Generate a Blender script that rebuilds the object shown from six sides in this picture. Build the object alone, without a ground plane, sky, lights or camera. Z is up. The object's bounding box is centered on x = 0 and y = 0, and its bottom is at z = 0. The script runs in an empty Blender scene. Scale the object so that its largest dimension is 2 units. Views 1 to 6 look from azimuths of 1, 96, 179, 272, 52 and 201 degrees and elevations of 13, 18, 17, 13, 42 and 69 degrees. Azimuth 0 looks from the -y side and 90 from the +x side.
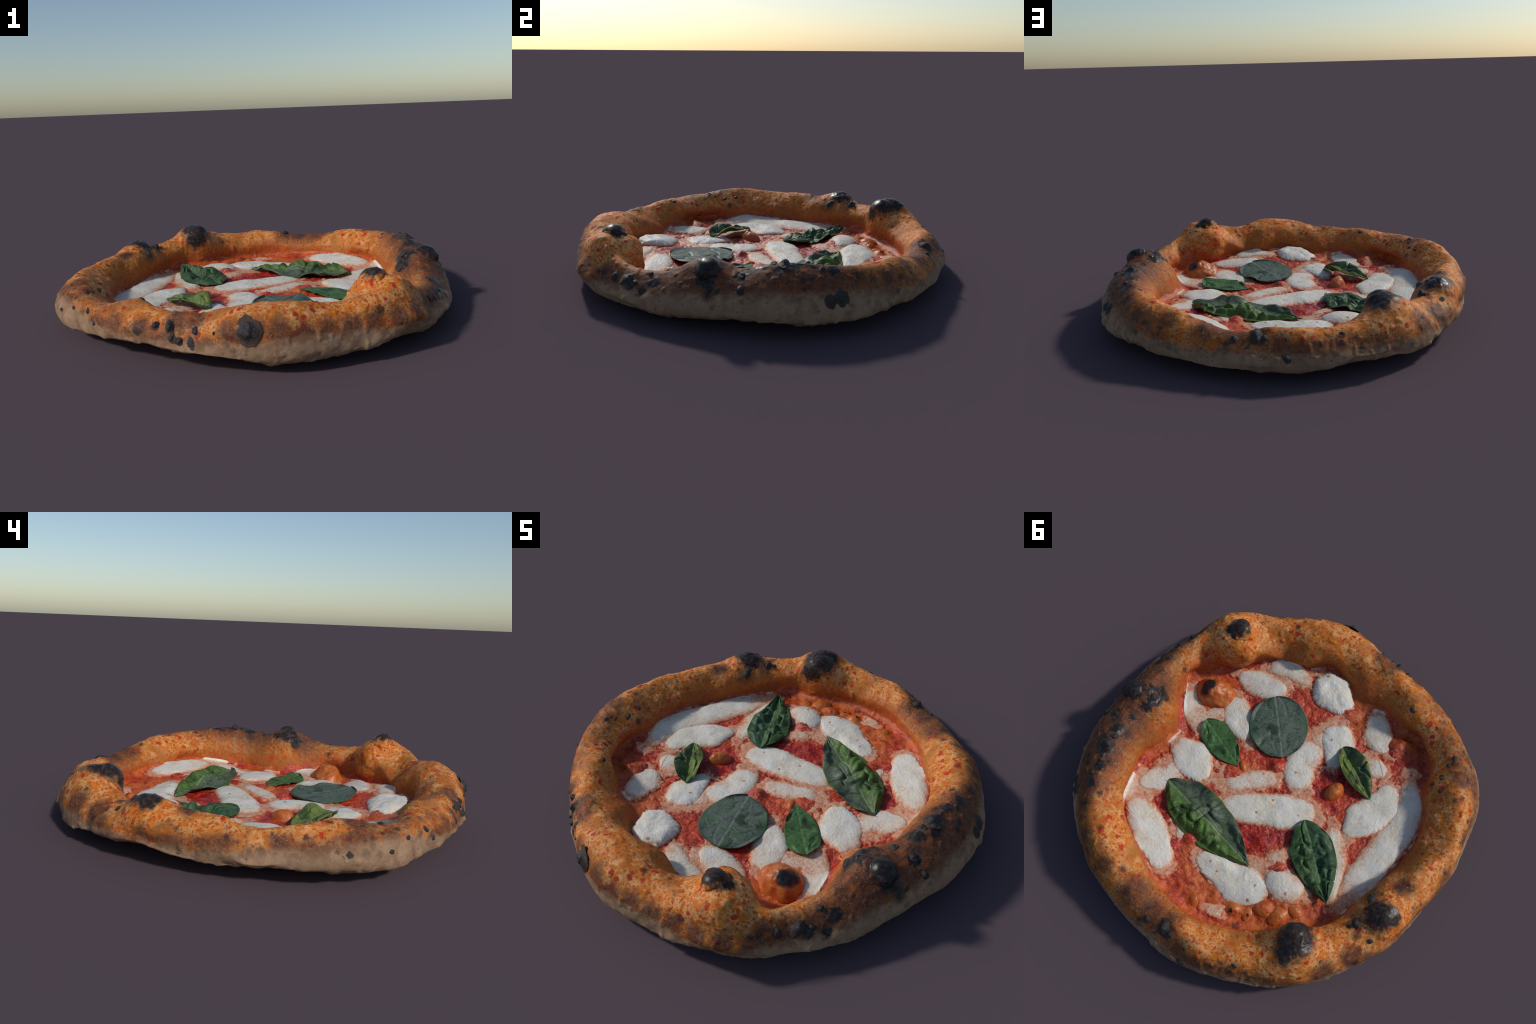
import bpy, math, random
import numpy as np

random.seed(7)
rng = np.random.default_rng(11)
TAU = 2 * math.pi

# ------------------------------------------------------------------ helpers
def smooth(a, b, x):
    t = np.clip((x - a) / (b - a), 0, 1)
    return t * t * (3 - 2 * t)

def _hash(i, j, k, seed):
    h = (i * 374761393 + j * 668265263 + k * 2147483647 + seed * 1274126177) & 0xFFFFFFFF
    h = ((h ^ (h >> 13)) * 1274126177) & 0xFFFFFFFF
    h = h ^ (h >> 16)
    return (h & 0xFFFF) / 32767.5 - 1.0

def noise(p, scale, seed=0):
    """value noise in -1..1 at the points p (n,3)"""
    q = np.asarray(p, float) * scale + 1000.0
    i = np.floor(q).astype(np.int64)
    f = q - i
    f = f * f * f * (f * (f * 6 - 15) + 10)
    out = 0
    for a in (0, 1):
        wa = f[:, 0] if a else 1 - f[:, 0]
        for b in (0, 1):
            wb = f[:, 1] if b else 1 - f[:, 1]
            for c in (0, 1):
                wc = f[:, 2] if c else 1 - f[:, 2]
                out = out + wa * wb * wc * _hash(i[:, 0] + a, i[:, 1] + b, i[:, 2] + c, seed)
    return out

def fbm(p, scale, octaves=4, seed=0, gain=0.5):
    s, a = 0, 1.0
    for o in range(octaves):
        s = s + a * noise(p, scale * 2.03 ** o, seed + o * 17)
        a *= gain
    return s

def catmull(t, n, periodic):
    i = np.floor(t).astype(int)
    f = t - i
    W = np.zeros((len(t), n))
    w = [-.5 * f + f * f - .5 * f ** 3, 1 - 2.5 * f * f + 1.5 * f ** 3,
         .5 * f + 2 * f * f - 1.5 * f ** 3, -.5 * f * f + .5 * f ** 3]
    for k in range(4):
        j = (i - 1 + k) % n if periodic else np.clip(i - 1 + k, 0, n - 1)
        np.add.at(W, (np.arange(len(t)), j), w[k])
    return W

def quads_mesh(name, verts, quads, mat):
    me = bpy.data.meshes.new(name)
    me.vertices.add(len(verts)); me.vertices.foreach_set('co', verts.astype(np.float32).ravel())
    me.loops.add(quads.size); me.loops.foreach_set('vertex_index', quads.astype(np.int32).ravel())
    me.polygons.add(len(quads)); me.polygons.foreach_set('loop_start', (np.arange(len(quads)) * 4).astype(np.int32))
    me.polygons.foreach_set('loop_total', np.full(len(quads), 4, np.int32))
    me.polygons.foreach_set('use_smooth', [True] * len(quads))
    me.materials.append(mat)
    me.update(calc_edges=True); me.validate()
    return me

def grid_mesh(name, V, mat, wrap=True, caps=()):
    """V (rows, cols, 3): quads between rows; wrap joins last column to the first"""
    nr, nc = V.shape[:2]
    idx = np.arange(nr * nc).reshape(nr, nc)
    nxt = np.roll(idx, -1, 1)
    a, b = idx[:-1], idx[1:]
    a2, b2 = nxt[:-1], nxt[1:]
    q = np.stack([a, a2, b2, b], -1)
    if not wrap:
        q = q[:, :-1]
    q = q.reshape(-1, 4)
    verts = V.reshape(-1, 3)
    extra, tris = [], []
    for row, flip in caps:
        c = len(verts) + len(extra)
        extra.append(V[row].mean(0))
        r = idx[row]; r2 = nxt[row]
        t = np.stack([r, r2, np.full(nc, c)], -1)
        tris.append(t[:, ::-1] if flip else t)
    if extra:
        verts = np.vstack([verts, np.array(extra)])
    loops = q.ravel()
    starts = np.arange(len(q)) * 4
    tot = np.full(len(q), 4)
    for t in tris:
        starts = np.concatenate([starts, len(loops) + np.arange(len(t)) * 3])
        tot = np.concatenate([tot, np.full(len(t), 3)])
        loops = np.concatenate([loops, t.ravel()])
    me = bpy.data.meshes.new(name)
    me.vertices.add(len(verts)); me.vertices.foreach_set('co', verts.astype(np.float32).ravel())
    me.loops.add(len(loops)); me.loops.foreach_set('vertex_index', loops.astype(np.int32))
    me.polygons.add(len(starts)); me.polygons.foreach_set('loop_start', starts.astype(np.int32))
    me.polygons.foreach_set('loop_total', tot.astype(np.int32))
    me.polygons.foreach_set('use_smooth', [True] * len(starts))
    me.materials.append(mat)
    me.update(calc_edges=True); me.validate()
    return me

def add_object(name, me, parent, loc=(0, 0, 0), rot=None):
    o = bpy.data.objects.new(name, me)
    bpy.context.scene.collection.objects.link(o)
    o.parent = parent
    o.location = loc
    if rot is not None:
        o.rotation_mode = 'QUATERNION'
        o.rotation_quaternion = rot
    return o

class Nodes:
    """short-hand for building a node material"""
    def __init__(self, name):
        self.mat = bpy.data.materials.new(name)
        self.mat.use_nodes = True
        self.t = self.mat.node_tree
        self.t.nodes.clear()
        self.out = self.t.nodes.new('ShaderNodeOutputMaterial')
        self.bsdf = self.t.nodes.new('ShaderNodeBsdfPrincipled')
        self.t.links.new(self.bsdf.outputs[0], self.out.inputs[0])
        self.co = self.t.nodes.new('ShaderNodeTexCoord').outputs['Object']
    def put(self, sock, v):
        if isinstance(v, bpy.types.NodeSocket):
            self.t.links.new(v, sock)
        elif isinstance(v, (tuple, list)):
            v = tuple(v)
            sock.default_value = v + (1,) if len(v) == 3 and len(sock.default_value) == 4 else v
        else:
            sock.default_value = v
    def math(self, op, a, b=0.0, c=None, clamp=False):
        n = self.t.nodes.new('ShaderNodeMath'); n.operation = op; n.use_clamp = clamp
        self.put(n.inputs[0], a); self.put(n.inputs[1], b)
        if c is not None: self.put(n.inputs[2], c)
        return n.outputs[0]
    def add(self, a, b): return self.math('ADD', a, b)
    def mul(self, a, b): return self.math('MULTIPLY', a, b)
    def mx(self, a, b): return self.math('MAXIMUM', a, b)
    def inv(self, a): return self.math('SUBTRACT', 1.0, a)
    def step(self, x, lo, hi, o0=0.0, o1=1.0):
        n = self.t.nodes.new('ShaderNodeMapRange'); n.interpolation_type = 'SMOOTHSTEP'
        for k, v in zip((0, 1, 2, 3, 4), (x, lo, hi, o0, o1)): self.put(n.inputs[k], v)
        return n.outputs[0]
    def vec(self, op, a, b=(0, 0, 0)):
        n = self.t.nodes.new('ShaderNodeVectorMath'); n.operation = op
        self.put(n.inputs[0], a)
        if op == 'SCALE': self.put(n.inputs[3], b)
        else: self.put(n.inputs[1], b)
        return n.outputs['Value'] if op in ('LENGTH', 'DISTANCE', 'DOT_PRODUCT') else n.outputs[0]
    def noise(self, scale, detail=3, rough=0.5, co=None, dist=0.0, color=False):
        n = self.t.nodes.new('ShaderNodeTexNoise')
        n.inputs['Scale'].default_value = scale; n.inputs['Detail'].default_value = detail
        n.inputs['Roughness'].default_value = rough; n.inputs['Distortion'].default_value = dist
        self.put(n.inputs['Vector'], co or self.co)
        return self.rgb_vector(n.outputs['Color']) if color else n.outputs[0]
    def rgb_vector(self, col):
        s = self.t.nodes.new('ShaderNodeSeparateColor'); self.put(s.inputs[0], col)
        return self.comb(s.outputs[0], s.outputs[1], s.outputs[2])
    def voronoi(self, scale, co=None, rnd=1.0):
        n = self.t.nodes.new('ShaderNodeTexVoronoi'); n.inputs['Scale'].default_value = scale
        n.inputs['Randomness'].default_value = rnd
        self.put(n.inputs['Vector'], co or self.co)
        s = self.t.nodes.new('ShaderNodeSeparateColor'); self.put(s.inputs[0], n.outputs['Color'])
        return n.outputs['Distance'], s.outputs[0], s.outputs[1]
    def mix(self, f, a, b):
        n = self.t.nodes.new('ShaderNodeMix'); n.data_type = 'RGBA'; n.clamp_factor = True
        self.put(n.inputs['Factor'], f); self.put(n.inputs[6], a); self.put(n.inputs[7], b)
        return n.outputs[2]
    def xyz(self, co=None):
        n = self.t.nodes.new('ShaderNodeSeparateXYZ'); self.put(n.inputs[0], co or self.co)
        return n.outputs
    def comb(self, x, y, z):
        n = self.t.nodes.new('ShaderNodeCombineXYZ')
        for k, v in enumerate((x, y, z)): self.put(n.inputs[k], v)
        return n.outputs[0]
    def ramp(self, f, values):
        n = self.t.nodes.new('ShaderNodeValToRGB'); e = n.color_ramp.elements
        m = len(values)
        while len(e) < m: e.new(0.5)
        for k, v in enumerate(values):
            e[k].position = k / (m - 1); e[k].color = (v, v, v, 1)
        self.put(n.inputs[0], f)
        s = self.t.nodes.new('ShaderNodeSeparateColor'); self.put(s.inputs[0], n.outputs[0])
        return s.outputs[0]
    def zones(self, co, zones, soft=0.35):
        """1 inside any of the balls (x, y, z, radius), softly"""
        m = None
        for x, y, z, r in zones:
            d = self.vec('DISTANCE', co, (x, y, z))
            s = self.step(d, r * (1 + soft), r * (1 - soft), 0.0, 1.0)
            m = s if m is None else self.mx(m, s)
        return m
    def bump(self, h, strength=0.3, dist=0.01, normal=None):
        n = self.t.nodes.new('ShaderNodeBump')
        n.inputs['Strength'].default_value = strength; n.inputs['Distance'].default_value = dist
        self.put(n.inputs['Height'], h)
        if normal is not None: self.put(n.inputs['Normal'], normal)
        return n.outputs[0]
    def finish(self, color, rough=0.5, normal=None, spec=0.4, **kw):
        self.put(self.bsdf.inputs['Base Color'], color)
        self.put(self.bsdf.inputs['Roughness'], rough)
        self.put(self.bsdf.inputs['Specular IOR Level'], spec)
        if normal is not None: self.put(self.bsdf.inputs['Normal'], normal)
        for k, v in kw.items(): self.put(self.bsdf.inputs[k.replace('_', ' ')], v)
        return self.mat

# ------------------------------------------------------------------ the rim: cross-section by compass bearing
# every 10 degrees, from +x towards +y: where the dough's profile passes
RIM = {
    'rim_base_r': [.923, .938, .963, .963, .946, .947, .954, .953, .943, .931, .923, .941, .952, .931, .942, .948, .918, .913, .926, .947, .964, .954, .932, .921, .934, .940, .925, .927, .932, .938, .970, .963, .946, .921, .924, .915],
    'rim_base_z': [.051, .058, .042, .053, .059, .045, .059, .059, .044, .043, .051, .058, .067, .074, .074, .100, .084, .068, .071, .071, .054, .049, .059, .071, .085, .076, .077, .039, .027, .042, .061, .068, .040, .045, .036, .043],
    'belly_r': [.977, 1.006, 1.020, 1.033, 1.010, .999, .986, .977, .986, .986, .981, .964, .981, .970, .964, .942, .939, .950, .967, 1.004, 1.030, 1.020, .973, .969, .956, .950, .965, .985, .999, .982, .990, 1.013, .998, .974, .977, .967],
    'belly_z': [.107, .094, .100, .082, .090, .094, .086, .078, .081, .076, .077, .114, .069, .084, .131, .137, .100, .091, .091, .103, .112, .088, .093, .101, .126, .119, .087, .084, .080, .089, .127, .143, .093, .072, .076, .097],
    'shoulder_r': [.921, .952, .968, .979, .978, .972, .950, .942, .978, .972, .971, .981, .967, .943, .929, .921, .921, .945, .984, .973, .994, .981, .958, .950, .921, .867, .932, .960, .965, .950, .960, .981, .968, .986, .952, .912],
    'shoulder_z': [.213, .211, .206, .187, .189, .184, .163, .151, .119, .139, .133, .105, .157, .158, .169, .202, .184, .165, .106, .175, .190, .189, .194, .177, .183, .209, .194, .205, .185, .179, .192, .195, .149, .108, .141, .191],
    'crest_r': [.805, .828, .853, .879, .897, .875, .875, .882, .862, .883, .891, .902, .863, .846, .841, .825, .823, .835, .920, .904, .882, .889, .855, .852, .837, .807, .830, .876, .862, .839, .908, .899, .891, .886, .833, .797],
    'crest_z': [.244, .272, .277, .259, .243, .240, .204, .184, .189, .209, .199, .208, .268, .217, .206, .250, .219, .225, .205, .224, .235, .206, .184, .224, .210, .192, .229, .256, .259, .233, .251, .291, .224, .197, .219, .271],
    'inner_r': [.692, .731, .753, .777, .768, .771, .775, .783, .788, .776, .766, .748, .734, .754, .745, .716, .727, .760, .774, .777, .778, .805, .802, .772, .747, .719, .745, .761, .704, .731, .734, .712, .814, .798, .753, .675],
    'inner_z': [.160, .157, .193, .180, .174, .168, .156, .137, .135, .144, .147, .155, .186, .164, .154, .158, .166, .114, .137, .154, .139, .125, .125, .176, .146, .136, .152, .209, .174, .117, .191, .234, .145, .152, .147, .178],
    'foot_r': [.621, .707, .741, .779, .781, .744, .759, .769, .768, .766, .751, .740, .706, .736, .723, .711, .709, .722, .752, .758, .743, .803, .826, .737, .708, .649, .699, .750, .697, .731, .744, .732, .746, .805, .686, .608],
}
RIM = {k: np.array(v) for k, v in RIM.items()}
NB = 36
FLOOR = 0.048            # top of the thin dough under the sauce
UNDER = np.minimum(RIM['rim_base_z'] - .016, .036)
# the bed of sauce and cheese: nearly flat, heaped up towards one side and a little along the wall
HEAPS = [(.56, .50, .060, .040), (.30, .62, .030, .012), (.20, .10, .120, .006), (.18, -.60, .050, .026), (-.04, -.67, .030, .024),
         (-.40, -.64, .030, .024), (-.26, .46, .014, .034), (-.78, -.22, .020, .020)]      # x, y, spread, height
def bed(x, y):
    z = .0500 + .016 * smooth(.62, .82, np.hypot(x, y))
    for a, b, c, h in HEAPS:
        z = z + h * np.exp(-((x - a) ** 2 + (y - b) ** 2) / c)
    return z
_deg = np.arange(NB) * TAU / NB
FOOT_Z = bed(RIM['foot_r'] * np.cos(_deg), RIM['foot_r'] * np.sin(_deg)) + .004
FLOOR_Z = bed((RIM['foot_r'] - .09) * np.cos(_deg), (RIM['foot_r'] - .09) * np.sin(_deg)) - .016
STATION_R = [RIM['rim_base_r'] - .20, RIM['rim_base_r'], RIM['belly_r'], RIM['shoulder_r'], RIM['crest_r'],
             RIM['inner_r'], RIM['foot_r'], RIM['foot_r'] - .09]
STATION_Z = [UNDER, RIM['rim_base_z'], RIM['belly_z'], RIM['shoulder_z'], RIM['crest_z'],
             RIM['inner_z'], FOOT_Z, FLOOR_Z]
STATION_R = np.array(STATION_R); STATION_Z = np.array(STATION_Z)

# big blown bubbles of dough and burnt knobs: centre, radius
BUBBLES = [((.524, -.650, .154), .134), ((.490, -.655, .279), .061),
           ((-.392, .690, .219), .080),
           ((.848, -.118, .243), .058), ((-.705, .443, .186), .070), ((-.740, .480, .185), .046)]
# and the swelling of the rim below them: foot, reach, rise
SWELLS = [((-.40, .74, .20), .14, .030), ((.846, -.118, .21), .11, .022), ((-.70, .44, .20), .12, .012),
          ((-.50, -.60, .19), .06, .020), ((-.74, -.27, .18), .06, .014), ((-.33, -.86, .20), .07, .018), ((.71, -.05, .22), .07, .018), ((.65, .53, .22), .06, .014), ((.12, .83, .20), .06, .014)]

def rim_point(bearing, station):
    """bearing in radians and station arrays (same length) -> points on the smooth rim"""
    C = catmull(np.asarray(bearing) / TAU * NB % NB, NB, True)
    S = catmull(np.clip(np.asarray(station, float), 0, 7 - 1e-6), 8, False)
    r = np.einsum('ns,sb,nb->n', S, STATION_R, C)
    z = np.einsum('ns,sb,nb->n', S, STATION_Z, C)
    return np.stack([r * np.cos(bearing), r * np.sin(bearing), z], -1)

def rim_normal(b, s):
    b = np.asarray(b, float); s = np.asarray(s, float)
    e = 1e-3
    db = rim_point(b + e, s) - rim_point(b - e, s)
    ds = rim_point(b, np.minimum(s + e, 6.999)) - rim_point(b, s - e)
    n = np.cross(db, ds)
    n /= np.linalg.norm(n, axis=1)[:, None] + 1e-12
    return n

def inflate(P):
    out = P.copy()
    for foot, reach, rise in SWELLS:
        d = np.linalg.norm(P - np.array(foot), axis=1)
        out[:, 2] += rise * np.exp(-(d / reach) ** 2)
    for c, R in BUBBLES:
        v = out - np.array(c)
        d = np.linalg.norm(v, axis=1) + 1e-6
        near = d < R * 1.6
        Rn = R * (1 + (.05 if R > .1 else .085) * fbm(out[near], 1.9 / R, 3, 51) + .02 * noise(out[near], 60, 52))
        k = 9.0
        out[near] = np.array(c) + v[near] * ((d[near] ** k + Rn ** k) ** (1 / k) / d[near])[:, None]
        # fade the swelling smoothly to nothing at its outer reach
        w = smooth(R * 1.6, R * 1.2, d[near])[:, None]
        out[near] = out[near] * w + (np.array(c) + v[near]) * (1 - w)
    return out

def relief(P, N, outside):
    """lumps, wrinkles and pores of the baked dough along the normal"""
    low = fbm(P, 9, 3, 3) * .0045
    mid = fbm(P, 30, 2, 5) * .0012
    fine = fbm(P, 100, 2, 9) * .0004
    blist = np.clip(noise(P, 42, 21) - .45, 0, 1) * .009
    # the base edge is torn and wrinkled where it sat on the stone
    edge = outside * (noise(P * np.array([1, 1, .35]), 18, 31) * .006)
    return P + N * (low + mid + fine + blist + edge)[:, None]

# ------------------------------------------------------------------ materials
def spot_positions(lst):
    a = np.array(lst)
    P = rim_point(np.radians(a[:, 0]), a[:, 1])
    return [(p[0], p[1], p[2], r) for p, r in zip(P, a[:, 2])]

# bearing, station, size
BLISTERS = [(1, 4.16, .017), (2, 2.78, .018), (2, 3.45, .014), (11, 4.05, .020), (14, 3.93, .029), (24, 2.61, .025), (24, 3.70, .014), (27, 2.74, .036), (73, 3.57, .017), (79, 3.74, .035), (81, 3.66, .023), (87, 3.55, .013), (87, 2.84, .020), (102, 3.74, .013), (141, 4.37, .024), (142, 3.34, .011), (150, 4.68, .027), (198, 2.49, .015), (199, 4.60, .012), (204, 4.54, .015), (208, 2.49, .013), (208, 4.24, .010), (210, 3.85, .014), (214, 2.74, .010), (221, 2.78, .013), (224, 2.40, .011), (231, 4.70, .015), (239, 2.36, .016), (244, 2.57, .018), (248, 2.42, .023), (249, 2.11, .015), (251, 2.09, .018), (254, 2.23, .026), (255, 2.57, .021), (260, 2.72, .009), (268, 2.80, .046), (323, 3.34, .018), (328, 3.59, .033), (331, 3.55, .016), (334, 3.87, .016), (347, 4.72, .020), (351, 4.37, .023), (356, 2.69, .012)]
SPOTS = [(4, 3.62, .027), (6, 3.95, .016), (8, 4.35, .020), (18, 2.99, .011), (18, 3.26, .014), (19, 3.07, .012), (20, 3.36, .018), (20, 4.26, .020), (23, 3.59, .011), (31, 4.22, .012), (33, 3.41, .012), (33, 3.55, .012), (37, 3.30, .019), (42, 4.12, .014), (44, 2.90, .009), (44, 2.49, .013), (46, 3.03, .014), (47, 3.07, .011), (52, 3.05, .013), (57, 4.16, .019), (63, 3.78, .021), (71, 3.11, .012), (71, 4.08, .012), (77, 3.34, .011), (94, 3.38, .013), (96, 3.32, .013), (98, 3.66, .013), (105, 3.62, .012), (106, 3.26, .013), (116, 3.36, .012), (124, 3.53, .010), (126, 3.57, .014), (136, 2.55, .018), (138, 3.30, .011), (139, 3.91, .021), (159, 4.26, .025), (161, 2.97, .011), (173, 3.32, .012), (183, 3.76, .011), (185, 3.62, .010), (190, 3.28, .011), (195, 4.08, .015), (196, 3.78, .014), (200, 3.64, .008), (201, 3.47, .009), (202, 4.08, .008), (202, 4.87, .020), (204, 3.01, .012), (207, 3.15, .011), (208, 3.93, .018), (212, 3.22, .011), (223, 2.53, .011), (262, 2.84, .009), (270, 2.86, .022), (275, 3.38, .009), (286, 3.93, .014), (301, 3.11, .018), (317, 3.07, .014), (319, 3.20, .011), (325, 3.64, .011), (326, 3.43, .013), (332, 4.87, .013), (336, 3.49, .025), (354, 2.67, .028)]
FAINT = [(16, 2.67, .010), (29, 2.49, .010), (34, 2.53, .010), (40, 2.28, .011), (56, 2.34, .014), (58, 2.26, .011), (121, 2.49, .017), (196, 3.05, .010), (202, 2.49, .014), (205, 2.44, .012), (216, 2.30, .010), (263, 2.44, .011), (276, 2.51, .009), (286, 2.57, .009), (290, 2.55, .009), (306, 2.49, .010), (355, 2.17, .012)]
# toasted areas (bearing, station, radius)
TOAST = [(350, 3.1, .13), (2, 3.1, .13), (14, 3.1, .13), (24, 3.1, .11), (340, 3.0, .11), (332, 2.9, .08), (33, 3.3, .07), (8, 4.0, .10), (18, 4.0, .09), (346, 3.5, .14), (354, 3.5, .15), (3, 3.6, .15), (11, 3.6, .14), (19, 3.6, .13), (27, 3.5, .10), (337, 3.4, .11), (328, 3.4, .10), (321, 3.3, .06), (346, 4.3, .08),
         (64, 3.8, .08), (72, 3.7, .09), (78, 3.8, .07), (84, 3.5, .05), (52, 3.4, .05), (99, 3.2, .06), (125, 3.1, .07), (134, 3.2, .06),
         (160, 4.2, .05), (184, 3.6, .05), (202, 3.8, .06), (255, 3.3, .05), (264, 3.0, .05), (270, 2.95, .06), (276, 2.95, .06), (282, 2.9, .06), (288, 2.9, .06), (294, 2.85, .06), (300, 2.8, .055), (306, 2.75, .05), (312, 2.75, .05), (318, 2.9, .05), (232, 3.0, .05), (110, 3.0, .06), (116, 2.95, .06), (90, 3.1, .06), (42, 3.1, .06), (250, 2.9, .06), (240, 2.9, .05)]
# coal-black areas
CHAR = [(351, 4.38, .050), (347, 4.5, .042), (355, 4.3, .035), (349, 4.15, .03), (12, 3.6, .03), (27, 3.7, .03), (334, 3.3, .025), (2, 3.4, .03),  (16, 3.9, .045), (22, 4.0, .03), (337, 3.5, .03), (330, 3.5, .03), (8, 4.0, .04)]

def colours():
    return dict(gold=(.56, .165, .018), peach=(.72, .36, .13), ochre=(.35, .132, .020), fleck=(.47, .075, .010),
                red=(.44, .028, .010), brown=(.055, .022, .016), char=(.014, .013, .014), pale=(.345, .215, .130))

def crust_material():
    N = Nodes('baked_dough'); K = colours()
    x, y, z = N.xyz()
    r = N.vec('LENGTH', N.comb(x, y, 0.0))
    turn = N.math('FRACT', N.add(N.math('DIVIDE', N.math('ARCTAN2', y, x), TAU), 1.0))
    n_big = N.noise(5, 3); n_mid = N.noise(22, 4, .6); n_small = N.noise(60, 4, .65); n_tiny = N.noise(190, 3, .6)
    # baked colour: peach to gold, orange oil flecks; ochre patches painted for wall shading
    c = N.mix(N.step(N.add(N.mul(n_mid, .6), N.mul(n_small, .4)), .43, .58), K['gold'], K['peach'])
    c = N.mix(N.mul(N.step(n_big, .50, .66), .8), c, K['ochre'])
    warp = N.vec('ADD', N.co, N.vec('SCALE', N.noise(40, 2, color=True), .03))
    d, rnd, rnd2 = N.voronoi(48, warp)
    fl = N.mul(N.step(d, .46, .26), N.step(rnd, .30, .42))
    fl = N.mul(fl, N.step(n_big, .28, .50, .25, 1.0))
    c = N.mix(N.mul(fl, .96), c, K['fleck'])
    d3, q3, _ = N.voronoi(85, warp)
    f3 = N.mul(N.step(d3, .44, .28), N.step(q3, .48, .58))
    c = N.mix(N.mul(f3, .85), c, (.36, .075, .014))
    f2 = N.step(N.noise(46, 2, .5, warp, .6), .56, .64)
    c = N.mix(N.mul(N.mul(f2, .65), N.step(n_big, .25, .48, .3, 1.0)), c, (.58, .14, .022))
    c = N.mix(N.step(n_small, .60, .72, 0.0, .55), c, (.26, .075, .020))
    c = N.mix(N.step(n_tiny, .64, .76, 0.0, .18), c, (.75, .45, .20))
    # splashes of tomato, thick on some stretches of the rim
    d2, q, q2 = N.voronoi(24, warp)
    dens = N.zones(N.co, [(.30, .74, .22, .16), (.66, .46, .22, .14), (-.75, .10, .2, .16), (-.68, -.45, .2, .18), (.47, -.66, .24, .20), (-.72, .44, .22, .16), (-.30, .74, .22, .18), (-.1, -.85, .22, .18), (.2, -.85, .2, .15)], .5)
    sp = N.mul(N.step(d2, .36, .26), N.math('GREATER_THAN', N.add(q, N.mul(dens, .30)), .91))
    c = N.mix(N.mul(sp, .92), c, K['red'])
    # sauce soaked into the foot of the inner wall
    inner = N.step(r, .86, .80)
    soak = N.step(N.add(z, N.mul(N.add(n_big, -.5), .22)), .175, .075)
    c = N.mix(N.mul(N.mul(inner, soak), N.step(n_mid, .30, .60, .45, .95)), c, (.42, .045, .012))
    wl = N.mul(N.step(r, .84, .74), N.step(N.add(z, N.mul(N.add(n_big, -.5), .12)), .235, .130))
    c = N.mix(N.mul(wl, N.step(n_mid, .34, .62, .25, .75)), c, (.32, .088, .016))
    sm = N.mul(N.step(N.noise(13, 4, .65, None, .8), .56, .68), N.step(r, .93, .84))
    c = N.mix(N.mul(sm, .60), c, (.46, .060, .012))
    # where the toasted top ends and the floury side begins
    line = N.ramp(turn, [v / .3 for v in (.200, .212, .205, .192, .175, .155, .142, .153, .152, .149, .152, .153, .140, .138,
                                          .140, .128, .145, .168, .170, .178, .203, .190, .150, .132, .140, .146, .160, .172,
                                          .166, .160, .142, .148, .150, .158, .180, .200)])if False else \
        N.ramp(turn, [v / .3 for v in (.200, .212, .203, .190, .160, .146, .150, .152, .150, .152, .148, .140, .135, .130, .145, .168, .175, .203, .190, .152, .130, .138, .150, .168, .168, .150, .143, .150, .160, .182, .200)])
    above = N.math('SUBTRACT', z, N.add(N.add(N.mul(line, .3), -.010), N.add(N.mul(N.add(n_mid, -.5), .09), N.mul(N.add(n_small, -.5), .03))))
    outer = N.step(r, .845, .875)
    # brown band just over that line
    band = N.mul(N.step(above, .062, .012), outer)
    band = N.mul(band, N.step(N.add(n_big, N.mul(n_mid, .5)), .52, .86))
    toast = N.zones(warp, spot_positions(TOAST), .55)
    toast = N.mul(toast, N.step(N.add(N.mul(n_mid, .8), N.mul(n_small, .7)), .52, .76, .58, 1.0))
    halo = N.zones(warp, [(a, b, c_, h * 1.9) for a, b, c_, h in spot_positions([s for s in BLISTERS if s[2] > .0155])], .5)
    tan = N.mul(N.mul(N.step(r, .80, .92), N.step(N.add(N.mul(n_big, .5), N.mul(n_mid, .6)), .53, .70)), N.step(n_small, .36, .56, .35, 1.0))
    brown = N.mx(N.mx(N.mul(band, .9), toast), N.mx(N.mul(halo, .65), N.mul(tan, .72)))
    brown = N.mul(brown, N.step(n_tiny, .68, .58, .30, 1.0))
    c = N.mix(N.mul(brown, .97), c, N.mix(N.step(n_small, .35, .75), K['brown'], (.17, .060, .030)))
    # the pale side and underside, dusted with flour and lightly scorched
    pale = N.mul(N.mx(outer, N.step(z, .046, .040)), N.step(above, .010, -.016))
    pc = N.mix(N.step(n_mid, .35, .7), K['pale'], (.28, .165, .10))
    pc = N.mix(N.step(N.noise(11, 4, .6), .50, .68, 0, .75), pc, (.20, .120, .07))
    pc = N.mix(N.step(n_big, .50, .68, 0, .7), pc, (.23, .145, .085))
    pc = N.mix(N.step(n_small, .58, .7, 0, .5), pc, (.45, .32, .21))
    pc = N.mix(N.mul(N.step(above, -.055, -.008), N.step(N.add(n_mid, N.mul(n_small, .4)), .60, .85)), pc, (.17, .075, .035))
    dp, rp, _ = N.voronoi(15, warp)
    pc = N.mix(N.mul(N.step(dp, .30, .12), N.step(rp, .55, .6, 0, .75)), pc, (.15, .095, .06))
    c = N.mix(pale, c, pc)
    # scorch marks
    rag = N.vec('ADD', N.co, N.vec('SCALE', N.vec('SUBTRACT', N.noise(75, 3, .6, color=True), (.5, .5, .5)), .034))
    faint = N.zones(rag, [(a, b, c_, h * 1.1) for a, b, c_, h in spot_positions(FAINT)], .5)
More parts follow.
